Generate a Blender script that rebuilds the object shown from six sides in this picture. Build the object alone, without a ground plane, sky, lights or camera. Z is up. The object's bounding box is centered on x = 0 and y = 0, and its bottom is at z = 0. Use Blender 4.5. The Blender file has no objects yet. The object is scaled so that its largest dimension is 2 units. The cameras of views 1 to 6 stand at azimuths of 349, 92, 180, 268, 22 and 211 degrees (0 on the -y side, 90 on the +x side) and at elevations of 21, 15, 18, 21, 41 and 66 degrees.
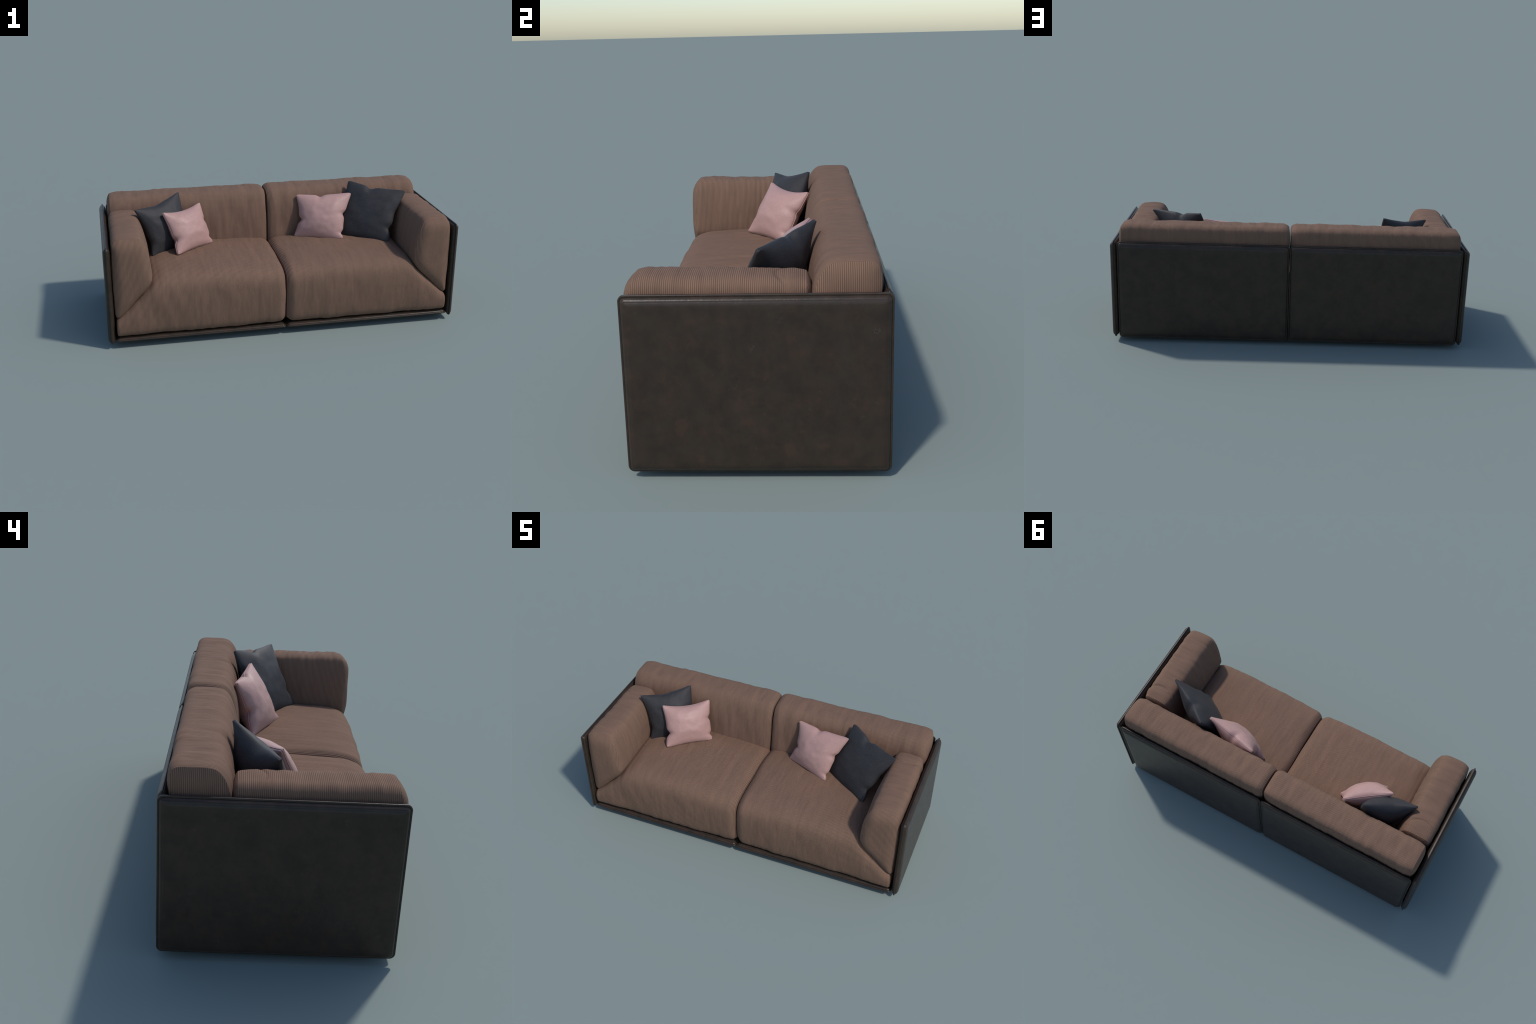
# Two-seat corduroy sofa in a dark leather shell, with four throw pillows.
# Frame: metres, z up, front of the sofa faces -y, width runs along x.
import bpy, bmesh, math
import numpy as np
from mathutils import Vector, noise

# ------------------------------------------------------------------ materials
def new_material(name):
    m = bpy.data.materials.new(name)
    m.use_nodes = True
    nt = m.node_tree
    return m, nt, nt.nodes["Principled BSDF"]

class Graph:
    """Small helper to write node graphs briefly."""
    def __init__(self, nt):
        self.nt = nt
        self.pos = nt.nodes.new("ShaderNodeTexCoord").outputs["Object"]
    def put(self, node, sock, v):
        if v is None:
            return
        if hasattr(v, "is_output"):
            self.nt.links.new(v, node.inputs[sock])
        else:
            node.inputs[sock].default_value = v
    def math(self, op, a, b=None, c=None):
        n = self.nt.nodes.new("ShaderNodeMath"); n.operation = op
        self.put(n, 0, a); self.put(n, 1, b); self.put(n, 2, c)
        return n.outputs[0]
    def noise(self, scale, detail=2.0, rough=0.5, vec=None):
        n = self.nt.nodes.new("ShaderNodeTexNoise")
        self.put(n, "Vector", vec if vec is not None else self.pos)
        n.inputs["Scale"].default_value = scale
        n.inputs["Detail"].default_value = detail
        n.inputs["Roughness"].default_value = rough
        return n.outputs["Fac"]
    def stretch(self, sx, sy, sz):
        n = self.nt.nodes.new("ShaderNodeMapping")
        self.put(n, "Vector", self.pos)
        n.inputs["Scale"].default_value = (sx, sy, sz)
        return n.outputs[0]
    def ramp(self, fac, lo, hi):
        n = self.nt.nodes.new("ShaderNodeMapRange")
        self.put(n, 0, fac)
        n.inputs[1].default_value = lo; n.inputs[2].default_value = hi
        return n.outputs[0]
    def mix(self, fac, a, b, kind="MIX"):
        n = self.nt.nodes.new("ShaderNodeMix"); n.data_type = "RGBA"; n.blend_type = kind
        self.put(n, 0, fac)
        for s, v in ((6, a), (7, b)):
            if hasattr(v, "is_output"):
                self.nt.links.new(v, n.inputs[s])
            else:
                n.inputs[s].default_value = (*v, 1.0)
        return n.outputs[2]
    def bump(self, height, distance, strength=1.0, chain=None):
        n = self.nt.nodes.new("ShaderNodeBump")
        self.put(n, "Height", height)
        n.inputs["Distance"].default_value = distance
        n.inputs["Strength"].default_value = strength
        if chain is not None:
            self.nt.links.new(chain, n.inputs["Normal"])
        return n.outputs[0]

RIB_PITCH = 0.0061
def corduroy(name, axis):
    """Ribbed brown velvet; ribs are counted along the given axis (0 = x, 1 = y)."""
    m, nt, bsdf = new_material(name)
    g = Graph(nt)
    sep = nt.nodes.new("ShaderNodeSeparateXYZ")
    nt.links.new(g.pos, sep.inputs[0])
    wander = g.math("MULTIPLY", g.math("SUBTRACT", g.noise(3.5, 1.0), 0.5), 0.010)
    along = g.math("ADD", sep.outputs[axis], wander)
    wave = g.math("SINE", g.math("MULTIPLY", along, 2 * math.pi / RIB_PITCH))
    rib = g.ramp(wave, -0.9, 1.0)
    # rubbed, uneven pile: streaks that follow the ribs
    s = (1.0, 0.12, 0.12) if axis == 0 else (0.12, 1.0, 0.12)
    streak = g.noise(75.0, 2.0, 0.6, g.stretch(*s))
    cloud = g.noise(9.0, 3.0, 0.55)
    contrast = g.ramp(cloud, 0.30, 0.62)
    rib_soft = g.math("MULTIPLY_ADD", g.math("SUBTRACT", rib, 0.55),
                      g.math("MULTIPLY_ADD", contrast, 0.45, 0.55), 0.55)
    base = g.mix(rib_soft, CORD_LOW, CORD_HIGH)
    base = g.mix(g.math("MULTIPLY", g.ramp(streak, 0.45, 0.75), 0.24), base, CORD_LOW)
    base = g.mix(g.math("MULTIPLY", g.ramp(cloud, 0.45, 0.75), 0.28), base, CORD_RED)
    nt.links.new(base, bsdf.inputs["Base Color"])
    bsdf.inputs["Roughness"].default_value = 0.9
    bsdf.inputs["Specular IOR Level"].default_value = 0.15
    bsdf.inputs["Sheen Weight"].default_value = 0.02
    bsdf.inputs["Sheen Roughness"].default_value = 0.5
    bsdf.inputs["Sheen Tint"].default_value = (0.9, 0.75, 0.65, 1)
    b = g.bump(rib, 0.0008, 0.7)
    nt.links.new(b, bsdf.inputs["Normal"])
    return m

CORD_LOW = (0.111, 0.070, 0.0485)  # rib troughs: cloth colour darkened to paint the shade between ribs
CORD_HIGH = (0.266, 0.158, 0.1095)
CORD_RED = (0.262, 0.143, 0.100)

def leather():
    m, nt, bsdf = new_material("dark_leather")
    g = Graph(nt)
    big = g.noise(13.0, 6.0, 0.7)
    mid = g.noise(24.0, 5.0, 0.65)
    col = g.mix(g.ramp(big, 0.38, 0.62), LEATHER_DARK, LEATHER_MID)
    patchy = g.math("MULTIPLY", g.ramp(g.noise(14.0, 5.0, 0.65), 0.46, 0.62), g.ramp(mid, 0.36, 0.60))
    col = g.mix(g.math("MULTIPLY", patchy, 0.8), col, LEATHER_RUST)
    # pale hairline scars, sparse
    warp = nt.nodes.new("ShaderNodeTexVoronoi")
    warp.feature = "DISTANCE_TO_EDGE"; warp.inputs["Scale"].default_value = 75.0
    nt.links.new(g.pos, warp.inputs["Vector"])
    line = g.ramp(warp.outputs["Distance"], 0.06, 0.0)
    patch = g.ramp(g.noise(22.0, 1.0), 0.68, 0.76)
    scar = g.math("MULTIPLY", line, patch)
    col = g.mix(g.math("MULTIPLY", scar, 0.32), col, (0.12, 0.12, 0.105))
    nt.links.new(col, bsdf.inputs["Base Color"])
    nt.links.new(g.math("MULTIPLY_ADD", mid, 0.20, 0.24), bsdf.inputs["Roughness"])
    bsdf.inputs["Specular IOR Level"].default_value = 0.32
    b = g.bump(g.noise(420.0, 3.0), 0.0006, 0.35)
    b = g.bump(mid, 0.004, 0.25, b)
    nt.links.new(b, bsdf.inputs["Normal"])
    return m

LEATHER_DARK = (0.0300, 0.0210, 0.0150)
LEATHER_MID = (0.0400, 0.0287, 0.0205)
LEATHER_RUST = (0.053, 0.031, 0.021)

def woven(name, colour, dark, rough, sheen, gloss):
    m, nt, bsdf = new_material(name)
    g = Graph(nt)
    warp = g.noise(1.0, 1.0, 0.5, g.stretch(620, 160, 620))
    weft = g.noise(1.0, 1.0, 0.5, g.stretch(160, 620, 160))
    thread = g.math("MULTIPLY_ADD", g.math("ADD", warp, weft), 0.5, 0.0)
    blot = g.noise(14.0, 3.0)
    col = g.mix(g.ramp(thread, 0.32, 0.68), dark, colour)
    col = g.mix(g.math("MULTIPLY", g.ramp(blot, 0.45, 0.75), 0.2), col, dark)
    nt.links.new(col, bsdf.inputs["Base Color"])
    bsdf.inputs["Roughness"].default_value = rough
    bsdf.inputs["Specular IOR Level"].default_value = gloss
    bsdf.inputs["Sheen Weight"].default_value = sheen
    bsdf.inputs["Sheen Roughness"].default_value = 0.4
    nt.links.new(g.bump(thread, 0.0007, 0.5), bsdf.inputs["Normal"])
    return m

def plain(name, colour, rough):
    m, nt, bsdf = new_material(name)
    g = Graph(nt)
    col = g.mix(g.noise(60.0, 2.0), tuple(c * 0.8 for c in colour), colour)
    nt.links.new(col, bsdf.inputs["Base Color"])
    bsdf.inputs["Roughness"].default_value = rough
    return m

CORD_X = corduroy("corduroy_ribs_across", 0)
CORD_Y = corduroy("corduroy_ribs_deep", 1)
LEATHER = leather()
PINK = woven("pink_satin_weave", (0.51, 0.303, 0.266), (0.390, 0.232, 0.206), 0.50, 0.06, 0.38)
NAVY = woven("navy_wool_weave", (0.049, 0.046, 0.048), (0.019, 0.0185, 0.0205), 0.60, 0.03, 0.30)
BLACK = plain("black_plastic", (0.02, 0.02, 0.02), 0.5)

# ------------------------------------------------------------------ mesh tools
def make_object(name, verts, faces, mats, slots=None, parent=None):
    me = bpy.data.meshes.new(name)
    me.from_pydata([tuple(v) for v in verts], [], faces)
    for mt in mats:
        me.materials.append(mt)
    if slots is not None:
        me.polygons.foreach_set("material_index", slots)
    bm = bmesh.new(); bm.from_mesh(me)
    bmesh.ops.remove_doubles(bm, verts=bm.verts, dist=1e-6)
    bmesh.ops.recalc_face_normals(bm, faces=bm.faces)
    bm.to_mesh(me); bm.free()
    me.shade_smooth()
    if slots is not None:                      # crisp sewn edge where the cloth changes direction
        seam = {}
        for p in me.polygons:
            for k in p.edge_keys:
                seam.setdefault(k, set()).add(p.material_index)
        for e in me.edges:
            if len(seam.get(e.key, ())) > 1:
                e.use_edge_sharp = True
    ob = bpy.data.objects.new(name, me)
    bpy.context.scene.collection.objects.link(ob)
    if parent is not None:
        ob.parent = parent
    return ob

def smooth_loop(ctrl, count):
    """Closed centripetal-like Catmull-Rom through control points, evenly resampled."""
    P = np.array(ctrl, float); n = len(P); out = []
    for i in range(n):
        p0, p1, p2, p3 = P[i - 1], P[i], P[(i + 1) % n], P[(i + 2) % n]
        d = np.linalg.norm(p2 - p1)
        m1 = (p2 - p0) / (np.linalg.norm(p2 - p1) + np.linalg.norm(p1 - p0)) * d
        m2 = (p3 - p1) / (np.linalg.norm(p3 - p2) + np.linalg.norm(p2 - p1)) * d
        for t in np.linspace(0, 1, 24, endpoint=False):
            h = (2*t**3-3*t*t+1, t**3-2*t*t+t, -2*t**3+3*t*t, t**3-t*t)
            out.append(h[0]*p1 + h[1]*m1 + h[2]*p2 + h[3]*m2)
    out = np.array(out)
    closed = np.vstack([out, out[:1]])
    s = np.concatenate([[0], np.cumsum(np.linalg.norm(np.diff(closed, axis=0), axis=1))])
    q = np.linspace(0, s[-1], count, endpoint=False)
    return np.stack([np.interp(q, s, closed[:, k]) for k in range(2)], 1)

def loop_normals(L):
    t = np.roll(L, -1, 0) - np.roll(L, 1, 0)
    t /= np.linalg.norm(t, axis=1)[:, None]
    nrm = np.stack([t[:, 1], -t[:, 0]], 1)
    area = 0.5 * np.sum(L[:, 0]*np.roll(L[:, 1], -1) - np.roll(L[:, 0], -1)*L[:, 1])
    return nrm if area > 0 else -nrm

def loft_cushion(profile, stations, inset, cap_lo, cap_hi, reshape, place):
    """Stuffed cushion: a closed profile carried along an axis, pulled in by inset(t)
    near its sewn ends and closed by domed end panels.
    reshape(loop, t) edits the section; place(a, b, t) gives x, y, z.
    Returns verts, faces and a material slot per face (0 body, 1 end panel)."""
    N = len(profile); nrm = loop_normals(profile)
    rings = []
    for t in stations:
        L = profile - nrm * inset(t)
        rings.append((reshape(L, t), np.full(N, t)))
    lo_ring, t_lo = rings[0]; hi_ring, t_hi = rings[-1]
    scales = [0.993, 0.98, 0.96, 0.92, 0.86, 0.78, 0.68, 0.56, 0.42, 0.27, 0.12]
    def cap(ring, t, bulge, sign):
        c = ring.mean(0); res = []
        seg = np.linalg.norm(np.roll(ring, -1, 0) - ring, axis=1)
        for k, s in enumerate(scales):
            P = c + (ring - c) * s
            r = np.linalg.norm(P[:, None, :] - ring[None, :, :], axis=2)
            # smooth distance to the sewn edge: the panel is stuffed fullest away from it
            d = (2/math.pi * np.sum(seg[None, :] / (r + 1e-9)**4, axis=1)) ** (-1/3)
            dome = bulge * (1 - (1 - np.minimum(d/0.055, 1)) ** 2.4)
            res.append((P, t + sign * dome))
        return res
    seq = cap(lo_ring, t_lo, cap_lo, -1)[::-1] + rings + cap(hi_ring, t_hi, cap_hi, 1)
    nb = len(scales)
    verts = [place(p[0], p[1], tt) for ring, t in seq for p, tt in zip(ring, t)]
    faces, slots = [], []
    for r in range(len(seq) - 1):
        end = r < nb or r >= len(seq) - 1 - nb
        for i in range(N):
            j = (i + 1) % N
            faces.append((r*N+i, r*N+j, (r+1)*N+j, (r+1)*N+i)); slots.append(1 if end else 0)
    faces.append(tuple(range(N))); slots.append(1)
    base = (len(seq)-1)*N
    faces.append(tuple(range(base, base+N))); slots.append(1)
    return verts, faces, slots

def end_stations(lo, hi, n, fine):
    """Axis stations, denser near both ends."""
    u = np.linspace(0, 1, n)
    mid = lo + (hi - lo) * u
    extra = fine * (1 - np.cos(np.linspace(0, math.pi/2, 9)))
    a = np.concatenate([lo + extra, mid[(mid > lo + fine*1.05) & (mid < hi - fine*1.05)], (hi - extra)[::-1]])
    return a

def rounded_shoulder(t, lo, hi, d_lo, w_lo, d_hi, w_hi):
    """Inset that swells out from d at a sewn end to zero at width w."""
    r = 0.0
    for e, d, w in ((t - lo, d_lo, w_lo), (hi - t, d_hi, w_hi)):
        if e < w:
            q = 1 - max(e, 0) / w
            r = max(r, d * q ** 2.2)
    return r

def rumple(ob, terms, seed, where=None):
    """Push vertices along their normals by layered noise. terms: (amp, (fx, fy, fz))."""
    me = ob.data
    nrm = [v.normal.copy() for v in me.vertices]
    off = Vector((seed*13.7, seed*7.1, seed*3.3))
    for v, n in zip(me.vertices, nrm):
        d = 0.0
        for amp, f in terms:
            d += amp * noise.noise(Vector((v.co.x*f[0], v.co.y*f[1], v.co.z*f[2])) + off)
        if where is not None:
            d = where(v.co, n, d)
        v.co += n * d
    me.update()

# ------------------------------------------------------------------ leather panels
def rounded_rect(w, h, r, nc=8, ns=10):
    pts = []
    for cx, cy, a0 in ((w/2-r, h/2-r, 0), (-w/2+r, h/2-r, 90), (-w/2+r, -h/2+r, 180), (w/2-r, -h/2+r, 270)):
        for k in range(nc + 1):
            a = math.radians(a0 + 90*k/nc)
            pts.append((cx + r*math.cos(a), cy + r*math.sin(a)))
        nxt = {0: (-w/2+r, h/2), 90: (-w/2, -h/2+r), 180: (w/2-r, -h/2), 270: (w/2, h/2-r)}[a0]
        p = pts[-1]
        for k in range(1, ns):
            pts.append((p[0] + (nxt[0]-p[0])*k/ns, p[1] + (nxt[1]-p[1])*k/ns))
    return np.array(pts)

def panel_section(half):
    """(inset from the piping edge, half thickness) from the stitched edge to the face."""
    pts = [(0.0070, 0.0040), (0.0076, 0.0062)]
    for k in range(1, 8):
        u = k/7
        pts.append((0.0076 + 0.0105*u, 0.0062 + (half-0.0040-0.0062)*(1-(1-u)**1.7)))
    pts += [(0.0190, half-0.0039), (0.0200, half-0.0034), (0.0225, half-0.0021), (0.026, half-0.0010),
            (0.031, half-0.0002), (0.045, half), (0.09, half)]
    return pts

def leather_panel(name, w, h, half, place, parent):
    ins = panel_section(half)
    verts, faces = [], []
    for sgn in (1, -1):
        rings = []
        for d, t in ins:
            L = rounded_rect(w-2*d, h-2*d, max(0.020-d*0.7, 0.005))
            rings.append(len(verts))
            verts += [place(p[0], p[1], sgn*t) for p in L]
        N = len(L)
        for a, b in zip(rings, rings[1:]):
            for i in range(N):
                j = (i+1) % N
                faces.append((a+i, a+j, b+j, b+i))
        faces.append(tuple(range(rings[-1], rings[-1]+N)))
        if sgn == 1:
            first = rings[0]
        else:
            for i in range(N):
                j = (i+1) % N
                faces.append((first+i, first+j, rings[0]+j, rings[0]+i))
    ob = make_object(name, verts, faces, [LEATHER], None, parent)
    # flat welt stitched between the two leather skins
    sec = [(0.0095, 0.0040), (0.004, 0.0044), (0.0018, 0.0040), (0.0003, 0.0022),
           (0.0003, -0.0022), (0.0018, -0.0040), (0.004, -0.0044), (0.0095, -0.0040)]
    verts, faces = [], []
    for d, t in sec:
        L = rounded_rect(w-2*d, h-2*d, max(0.020-d*0.7, 0.005))
        verts += [place(p[0], p[1], t) for p in L]
    for r in range(len(sec)):
        r2 = (r+1) % len(sec)
        for i in range(N):
            j = (i+1) % N
            faces.append((r*N+i, r*N+j, r2*N+j, r2*N+i))
    make_object("piping", verts, faces, [LEATHER], None, ob)
    return ob

# ------------------------------------------------------------------ sofa
sofa = bpy.data.objects.new("sofa", None)
bpy.context.scene.collection.objects.link(sofa)
sofa["label"] = "two-seat brown corduroy sofa in dark leather shell"
sofa["category"] = "sofa"

PANEL_X, PANEL_HALF = 0.980, 0.020
Z_LO, Z_HI = 0.022, 0.590
zc, zh = (Z_LO+Z_HI)/2, Z_HI-Z_LO
for sx in (1, -1):
    leather_panel("side_panel", 0.806, zh, PANEL_HALF,
                  lambda a, b, t, sx=sx: (sx*(PANEL_X + t), a, zc + b), sofa)
    leather_panel("back_panel", 0.9594, zh, 0.018,
                  lambda a, b, t, sx=sx: (sx*(0.4802 + a), 0.391 + t, zc + b), sofa)
    leather_panel("base_panel", 0.9594, 0.770, 0.016,
                  lambda a, b, t, sx=sx: (sx*(0.4802 + a), -0.0185 + b, 0.0455 + t), sofa)

def foot_mesh():
    prof = [(0.0, 0.0), (0.020, 0.0), (0.022, 0.002), (0.022, 0.033), (0.0, 0.033)]
    n = 24; verts, faces = [], []
    for r, z in prof:
        verts += [(r*math.cos(2*math.pi*k/n), r*math.sin(2*math.pi*k/n), z) for k in range(n)]
    for r in range(len(prof)-1):
        for i in range(n):
            j = (i+1) % n
            faces.append((r*n+i, r*n+j, (r+1)*n+j, (r+1)*n+i))
    return verts, faces
first_foot = None
for x in (-0.86, -0.10, 0.10, 0.86):
    for y in (-0.20, 0.22):
        if first_foot is None:
            first_foot = ob = make_object("foot", *foot_mesh(), [BLACK], None, sofa)
        else:
            ob = first_foot.copy(); bpy.context.scene.collection.objects.link(ob); ob.parent = sofa
        ob.location = (x, y, 0)

# ---- seat cushions: front-to-back section (y, z) carried along x
SEAT_TOP = 0.414
SEAT_PROFILE = smooth_loop([
    (-0.362, 0.066), (-0.382, 0.074), (-0.396, 0.110), (-0.403, 0.200), (-0.403, 0.280), (-0.395, 0.336),
    (-0.374, 0.372), (-0.336, 0.393), (-0.28, 0.405), (-0.18, 0.411), (-0.08, 0.414), (0.02, 0.414), (0.09, 0.410), (0.15, 0.402), (0.20, 0.388),
    (0.235, 0.370), (0.255, 0.34), (0.257, 0.22), (0.250, 0.085), (0.23, 0.068), (0.0, 0.066), (-0.2, 0.066)], 260)

def seat_height(x):
    """Top of the seat along x: crowned, and mitred under the arm cushion."""
    pts_x = [0.0, 0.03, 0.08, 0.16, 0.30, 0.45, 0.60, 0.69, 0.735, 0.775, 0.85, 0.925, 0.96]
    pts_z = [0.396, 0.400, 0.404, 0.409, 0.413, 0.414, 0.412, 0.407, 0.391, 0.346, 0.272, 0.198, 0.165]
    return float(np.interp(x, pts_x, pts_z))

def build_seat(sx, seed):
    lo, hi = 0.004, 0.946
    def inset(t):
        return rounded_shoulder(t, lo, hi, 0.024, 0.045, 0.006, 0.012)
    def reshape(L, t):
        k = (np.mean([seat_height(t+e) for e in (-0.012, -0.006, 0, 0.006, 0.012)]) - 0.066) / (SEAT_TOP - 0.066)
        M = L.copy()
        M[:, 1] = 0.066 + (M[:, 1] - 0.066) * k
        # the front swells a little in the middle of each seat
        swell = 1 - ((t - 0.50) / 0.48) ** 4
        M[:, 0] -= 0.005 * max(swell, -0.5) * (M[:, 0] < -0.3)
        return M
    v, f, s = loft_cushion(SEAT_PROFILE, end_stations(lo, hi, 170, 0.03), inset, 0.004, 0.004,
                           reshape, lambda a, b, t: (sx*t, a, b))
    ob = make_object("seat_cushion", v, f, [CORD_X, CORD_Y], s, sofa)
    rumple(ob, [(0.0035, (7, 5, 5)), (0.0025, (24, 6, 8)), (0.0011, (60, 10, 14))], seed)
    return ob

# ---- back cushions: section (y, z) carried along x
BACK_PROFILE = smooth_loop([
    (0.142, 0.300), (0.139, 0.38), (0.147, 0.46), (0.158, 0.54), (0.170, 0.598), (0.187, 0.640), (0.211, 0.667),
    (0.240, 0.6765), (0.300, 0.678), (0.346, 0.676), (0.368, 0.661), (0.377, 0.620), (0.375, 0.560), (0.366, 0.48),
    (0.364, 0.38), (0.362, 0.30), (0.345, 0.27), (0.25, 0.265), (0.16, 0.272)], 240)

def build_back(sx, seed):
    lo, hi = 0.006, 0.937
    def inset(t):
        return rounded_shoulder(t, lo, hi, 0.016, 0.040, 0.008, 0.060)
    v, f, s = loft_cushion(BACK_PROFILE, end_stations(lo, hi, 170, 0.03), inset, 0.004, 0.018,
                           lambda L, t: L, lambda a, b, t: (sx*t, a, b))
    ob = make_object("back_cushion", v, f, [CORD_X, CORD_Y], s, sofa)
    rumple(ob, [(0.0035, (8, 6, 5)), (0.0036, (22, 9, 7)), (0.0015, (55, 12, 10))], seed)
    return ob

# ---- arm cushions: section (|x|, z) carried along y, mitred where they meet the seat
ARM_PROFILE = smooth_loop([
    (0.956, 0.220), (0.957, 0.350), (0.957, 0.500), (0.954, 0.555), (0.948, 0.599), (0.927, 0.620), (0.890, 0.626),
    (0.855, 0.6275), (0.820, 0.625), (0.795, 0.615), (0.777, 0.588), (0.763, 0.548), (0.752, 0.500), (0.746, 0.455),
    (0.741, 0.412), (0.743, 0.374), (0.768, 0.331), (0.845, 0.254), (0.918, 0.182), (0.938, 0.172), (0.952, 0.184)], 240)

def build_arm(sx, seed):
    lo, hi = -0.367, 0.152
    def place(a, b, t):
        # below its top the front seam runs further forward, so the front panel leans back
        q = min(1.0, max(0.0, (0.612 - b) / 0.060))
        w = min(1.0, max(0.0, 1 - (t - lo) / 0.10))
        lift = 0.004 * min(1.0, max(0.0, -t/0.3)) * max(0.0, (b - 0.5)/0.12)
        return (sx*a, t - 0.013 * (1 - (1-q)**2) * w*w*(3-2*w), b + lift)
    def inset(t):
        return rounded_shoulder(t, lo, hi, 0.006, 0.045, 0.008, 0.05)
    v, f, s = loft_cushion(ARM_PROFILE, end_stations(lo, hi, 120, 0.04), inset, 0.023, 0.018,
                           lambda L, t: L, place)
    ob = make_object("arm_cushion", v, f, [CORD_Y, CORD_X], s, sofa)
    def fold(co, n, d):
        # one pressed crease runs over the top of the arm
        line = 0.058 + 0.05*(abs(co.x)-0.87)**2/0.01
        g = math.exp(-((co.y - line)/0.0045)**2) * max(0.0, n.z)
        step = 0.0018 / (1 + math.exp(-(co.y-line)/0.01)) * max(0.0, n.z)
        return d - 0.0050*g - step
    rumple(ob, [(0.0035, (6, 7, 5)), (0.0036, (7, 24, 7)), (0.0016, (12, 55, 12))], seed, fold)
    return ob

for k, sx in enumerate((1, -1)):
    build_seat(sx, 1 + k)
    build_back(sx, 5 + k)
    build_arm(sx, 9 + k)

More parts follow.
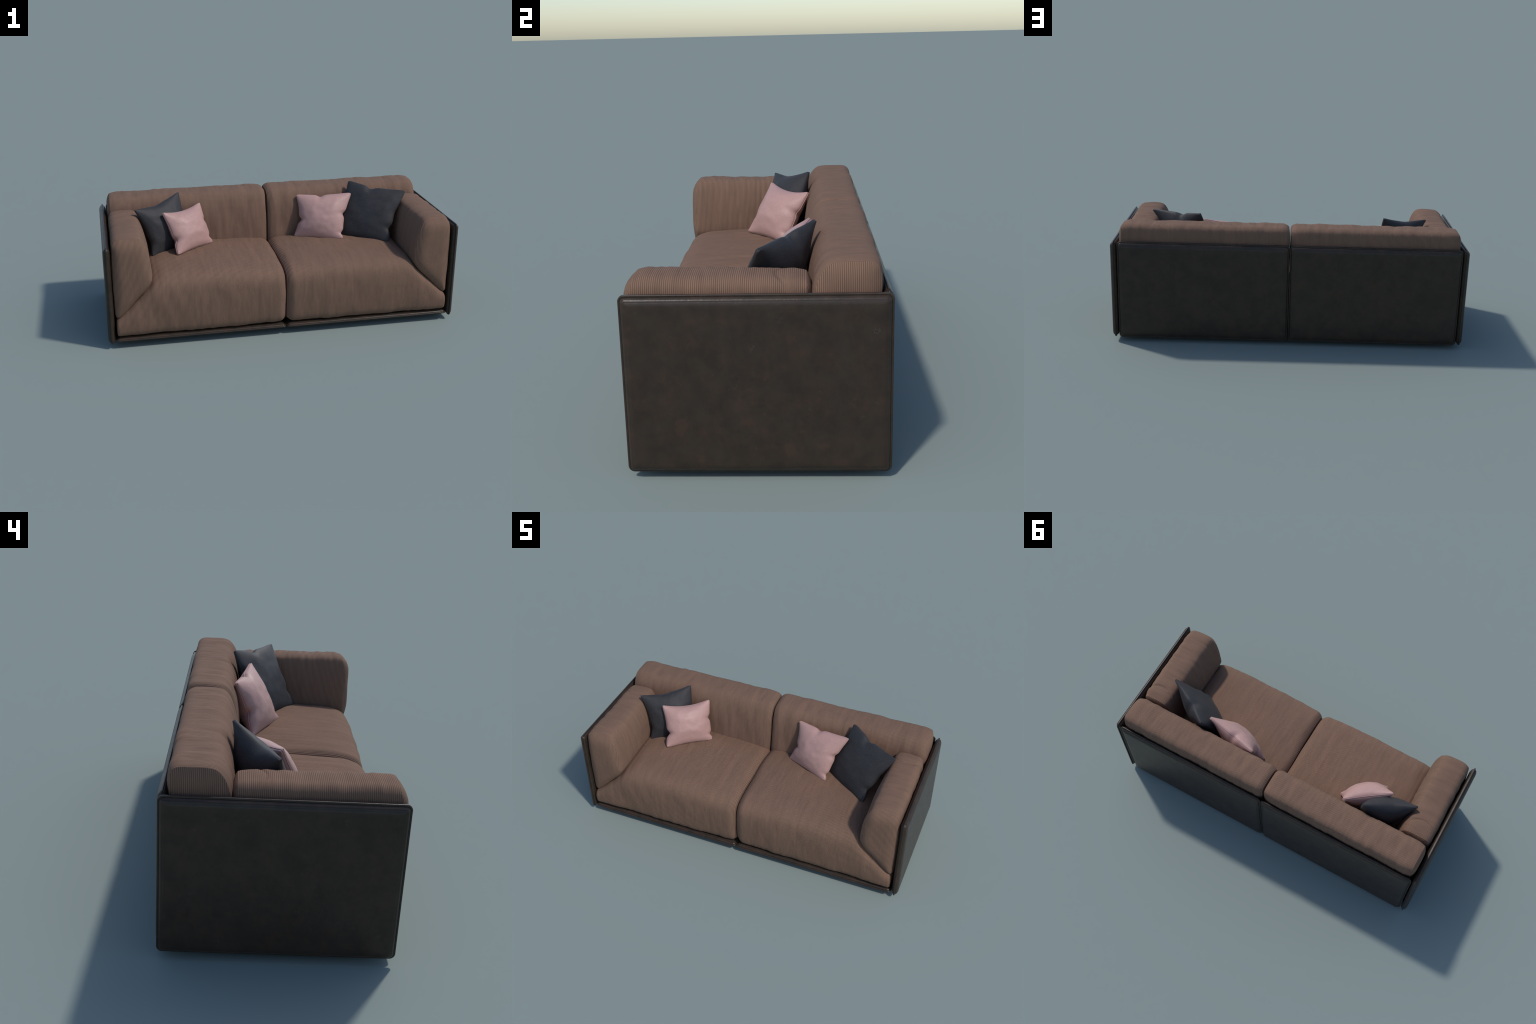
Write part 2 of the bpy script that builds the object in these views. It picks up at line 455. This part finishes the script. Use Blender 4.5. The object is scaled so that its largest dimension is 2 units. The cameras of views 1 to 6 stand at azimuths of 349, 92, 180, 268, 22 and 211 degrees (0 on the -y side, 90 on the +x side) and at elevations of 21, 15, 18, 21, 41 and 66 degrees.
# ------------------------------------------------------------------ throw pillows
def throw_pillow(name, corners, half, front, mat, pinch, notches, seed, label, sag=0.0, welt=True):
    """Square stuffed pillow. corners: TL, TR, BR, BL. pinch: inward bow of the
    top, right, bottom, left seams. notches: (side, position -1..1, depth, width)."""
    C = [np.array(c, float) for c in corners]
    mid = sum(C) / 4
    C = [mid + (c - mid)*1.074 for c in C]
    n_axis = np.cross(C[1]-C[3], C[0]-C[2]); n_axis /= np.linalg.norm(n_axis)
    if n_axis @ np.array(front) < 0:
        n_axis = -n_axis
    n = 72
    g = np.sin(np.linspace(-1, 1, n+1) * math.pi/2)
    def flat(u, v):
        """Seam-plane position at u, v in -1..1 (u right, v up)."""
        w = ((1-u)*(1+v), (1+u)*(1+v), (1+u)*(1-v), (1-u)*(1-v))
        p = sum(c*k for c, k in zip(C, w)) / 4
        right = (C[1]+C[2]-C[0]-C[3]); right /= np.linalg.norm(right)
        up = (C[0]+C[1]-C[2]-C[3]); up /= np.linalg.norm(up)
        amount = {"top": 0.0, "right": 0.0, "bottom": 0.0, "left": 0.0}
        edge = {"top": (u, v), "right": (v, u), "bottom": (u, -v), "left": (v, -u)}
        for side, (along, out) in edge.items():
            k = max(out, 0.0)
            a = pinch[side] * (1-along*along)**0.8 * k**2.2
            for s2, p0, dep, wid in notches:
                if s2 == side:
                    a += dep * math.exp(-((along-p0)/wid)**2) * k**7 * (1-along**8)
            amount[side] = a
        p = p + (mid - p) * 0.080 * abs(u*v)**9      # blunt the ears
        return p + right*(amount["left"]-amount["right"]) + up*(amount["bottom"]-amount["top"])
    def loft(u, v):
        t = (max(0.0, 1-u*u)*max(0.0, 1-v*v))
        h = half * (0.46*t**0.48 + 0.54*t**0.95)
        for side, p0, dep, wid in notches:
            along, out = {"top": (u, v), "right": (v, u), "bottom": (u, -v), "left": (v, -u)}[side]
            h *= 1 - 0.42*min(1, dep/0.02)*math.exp(-((along-p0)/(wid*0.9))**2)*math.exp(-((1-out)/0.22)**2)
        return h
    off = Vector((seed*5.3, seed*2.9, seed*8.1))
    verts, faces = [], []
    rim = 0.0034 if welt else 0.0012
    for sgn in (1, -1):
        for v in g:
            for u in g:
                t = loft(u, v)
                r = noise.noise(Vector((u*2.2, v*2.2, sgn*3.0)) + off)*0.10 + noise.noise(Vector((u*5, v*5, sgn*5.0)) + off)*0.035
                h = rim + 0.0055*abs(u*v)**9 + t*(1 + r)
                bow = sag*(1-u*u)*(1-v*v)
                verts.append(flat(u, v) + n_axis*(sgn*h + bow))
    M = (n+1)
    for side in (0, 1):
        b = side*M*M
        for j in range(n):
            for i in range(n):
                q = (b+j*M+i, b+j*M+i+1, b+(j+1)*M+i+1, b+(j+1)*M+i)
                faces.append(q if side == 0 else q[::-1])
    loop = [i for i in range(M)] + [j*M+n for j in range(1, M)] + [n*M+i for i in range(n-1, -1, -1)] + [j*M for j in range(n-1, 0, -1)]
    for a, b in zip(loop, loop[1:]+loop[:1]):
        faces.append((a, b, b+M*M, a+M*M))
    ob = make_object(name, verts, faces, [mat])
    ob["label"] = label
    ob["category"] = "throw pillow"
    if not welt:
        return ob
    # sewn welt round the seam
    path = np.array([(np.array(verts[a]) + np.array(verts[a+M*M]))/2 for a in loop])
    keep = [0]
    for i in range(1, len(path)):
        if np.linalg.norm(path[i]-path[keep[-1]]) > 0.0025:
            keep.append(i)
    path = path[keep]
    K = len(path); tube_v, tube_f = [], []
    for i in range(K):
        t = path[(i+1) % K]-path[i-1]; t /= np.linalg.norm(t)
        side = np.cross(t, n_axis); side /= np.linalg.norm(side)
        if side @ (path[i]-mid) < 0:
            side = -side
        for k in range(8):
            a = 2*math.pi*k/8
            tube_v.append(path[i] + side*(0.0017*math.cos(a)+0.0003) + n_axis*0.0017*math.sin(a))
    for i in range(K):
        for k in range(8):
            tube_f.append((i*8+k, i*8+(k+1) % 8, ((i+1) % K)*8+(k+1) % 8, ((i+1) % K)*8+k))
    make_object("piping", tube_v, tube_f, [mat], None, ob)
    return ob

def sides(t, r, b, l):
    return {"top": t, "right": r, "bottom": b, "left": l}

throw_pillow("navy_pillow",
    [(-0.804, 0.013, 0.658), (-0.535, 0.174, 0.703), (-0.457, 0.105, 0.412), (-0.718, -0.056, 0.394)],
    0.075, (0.3, -1, 0.4), NAVY, sides(0.028, 0.026, 0.008, 0.034),
    [("top", -0.1, 0.006, 0.25), ("left", -0.45, 0.008, 0.2)], 1, "dark navy square throw pillow with pinched corners", -0.018, False)
throw_pillow("pink_pillow",
    [(-0.646, 0.001, 0.636), (-0.414, 0.169, 0.629), (-0.356, 0.063, 0.415), (-0.578, -0.111, 0.418)],
    0.066, (0.3, -1, 0.4), PINK, sides(0.030, 0.015, 0.012, 0.024),
    [("left", -0.35, 0.018, 0.13), ("right", -0.66, 0.013, 0.11), ("right", 0.12, 0.011, 0.12)], 2,
    "dusty pink square throw pillow with pinched corners", -0.006)
throw_pillow("pink_pillow",
    [(0.182, 0.171, 0.638), (0.507, 0.106, 0.650), (0.422, -0.032, 0.415), (0.155, 0.093, 0.408)],
    0.068, (-0.2, -1, 0.5), PINK, sides(0.014, 0.026, 0.006, 0.036),
    [("top", -0.10, 0.013, 0.12), ("left", -0.20, 0.018, 0.13), ("right", 0.08, 0.014, 0.12), ("right", -0.72, 0.014, 0.11)], 3,
    "dusty pink square throw pillow leaning on backrest", -0.014)
throw_pillow("navy_pillow",
    [(0.515, 0.185, 0.705), (0.814, 0.001, 0.677), (0.680, -0.121, 0.411), (0.390, 0.085, 0.416)],
    0.068, (-0.4, -1, 0.4), NAVY, sides(0.022, 0.026, 0.008, 0.026),
    [("top", -0.15, 0.017, 0.14), ("right", -0.50, 0.016, 0.13), ("right", 0.1, 0.006, 0.2)], 4,
    "dark navy square throw pillow leaning in the corner", -0.026, False)
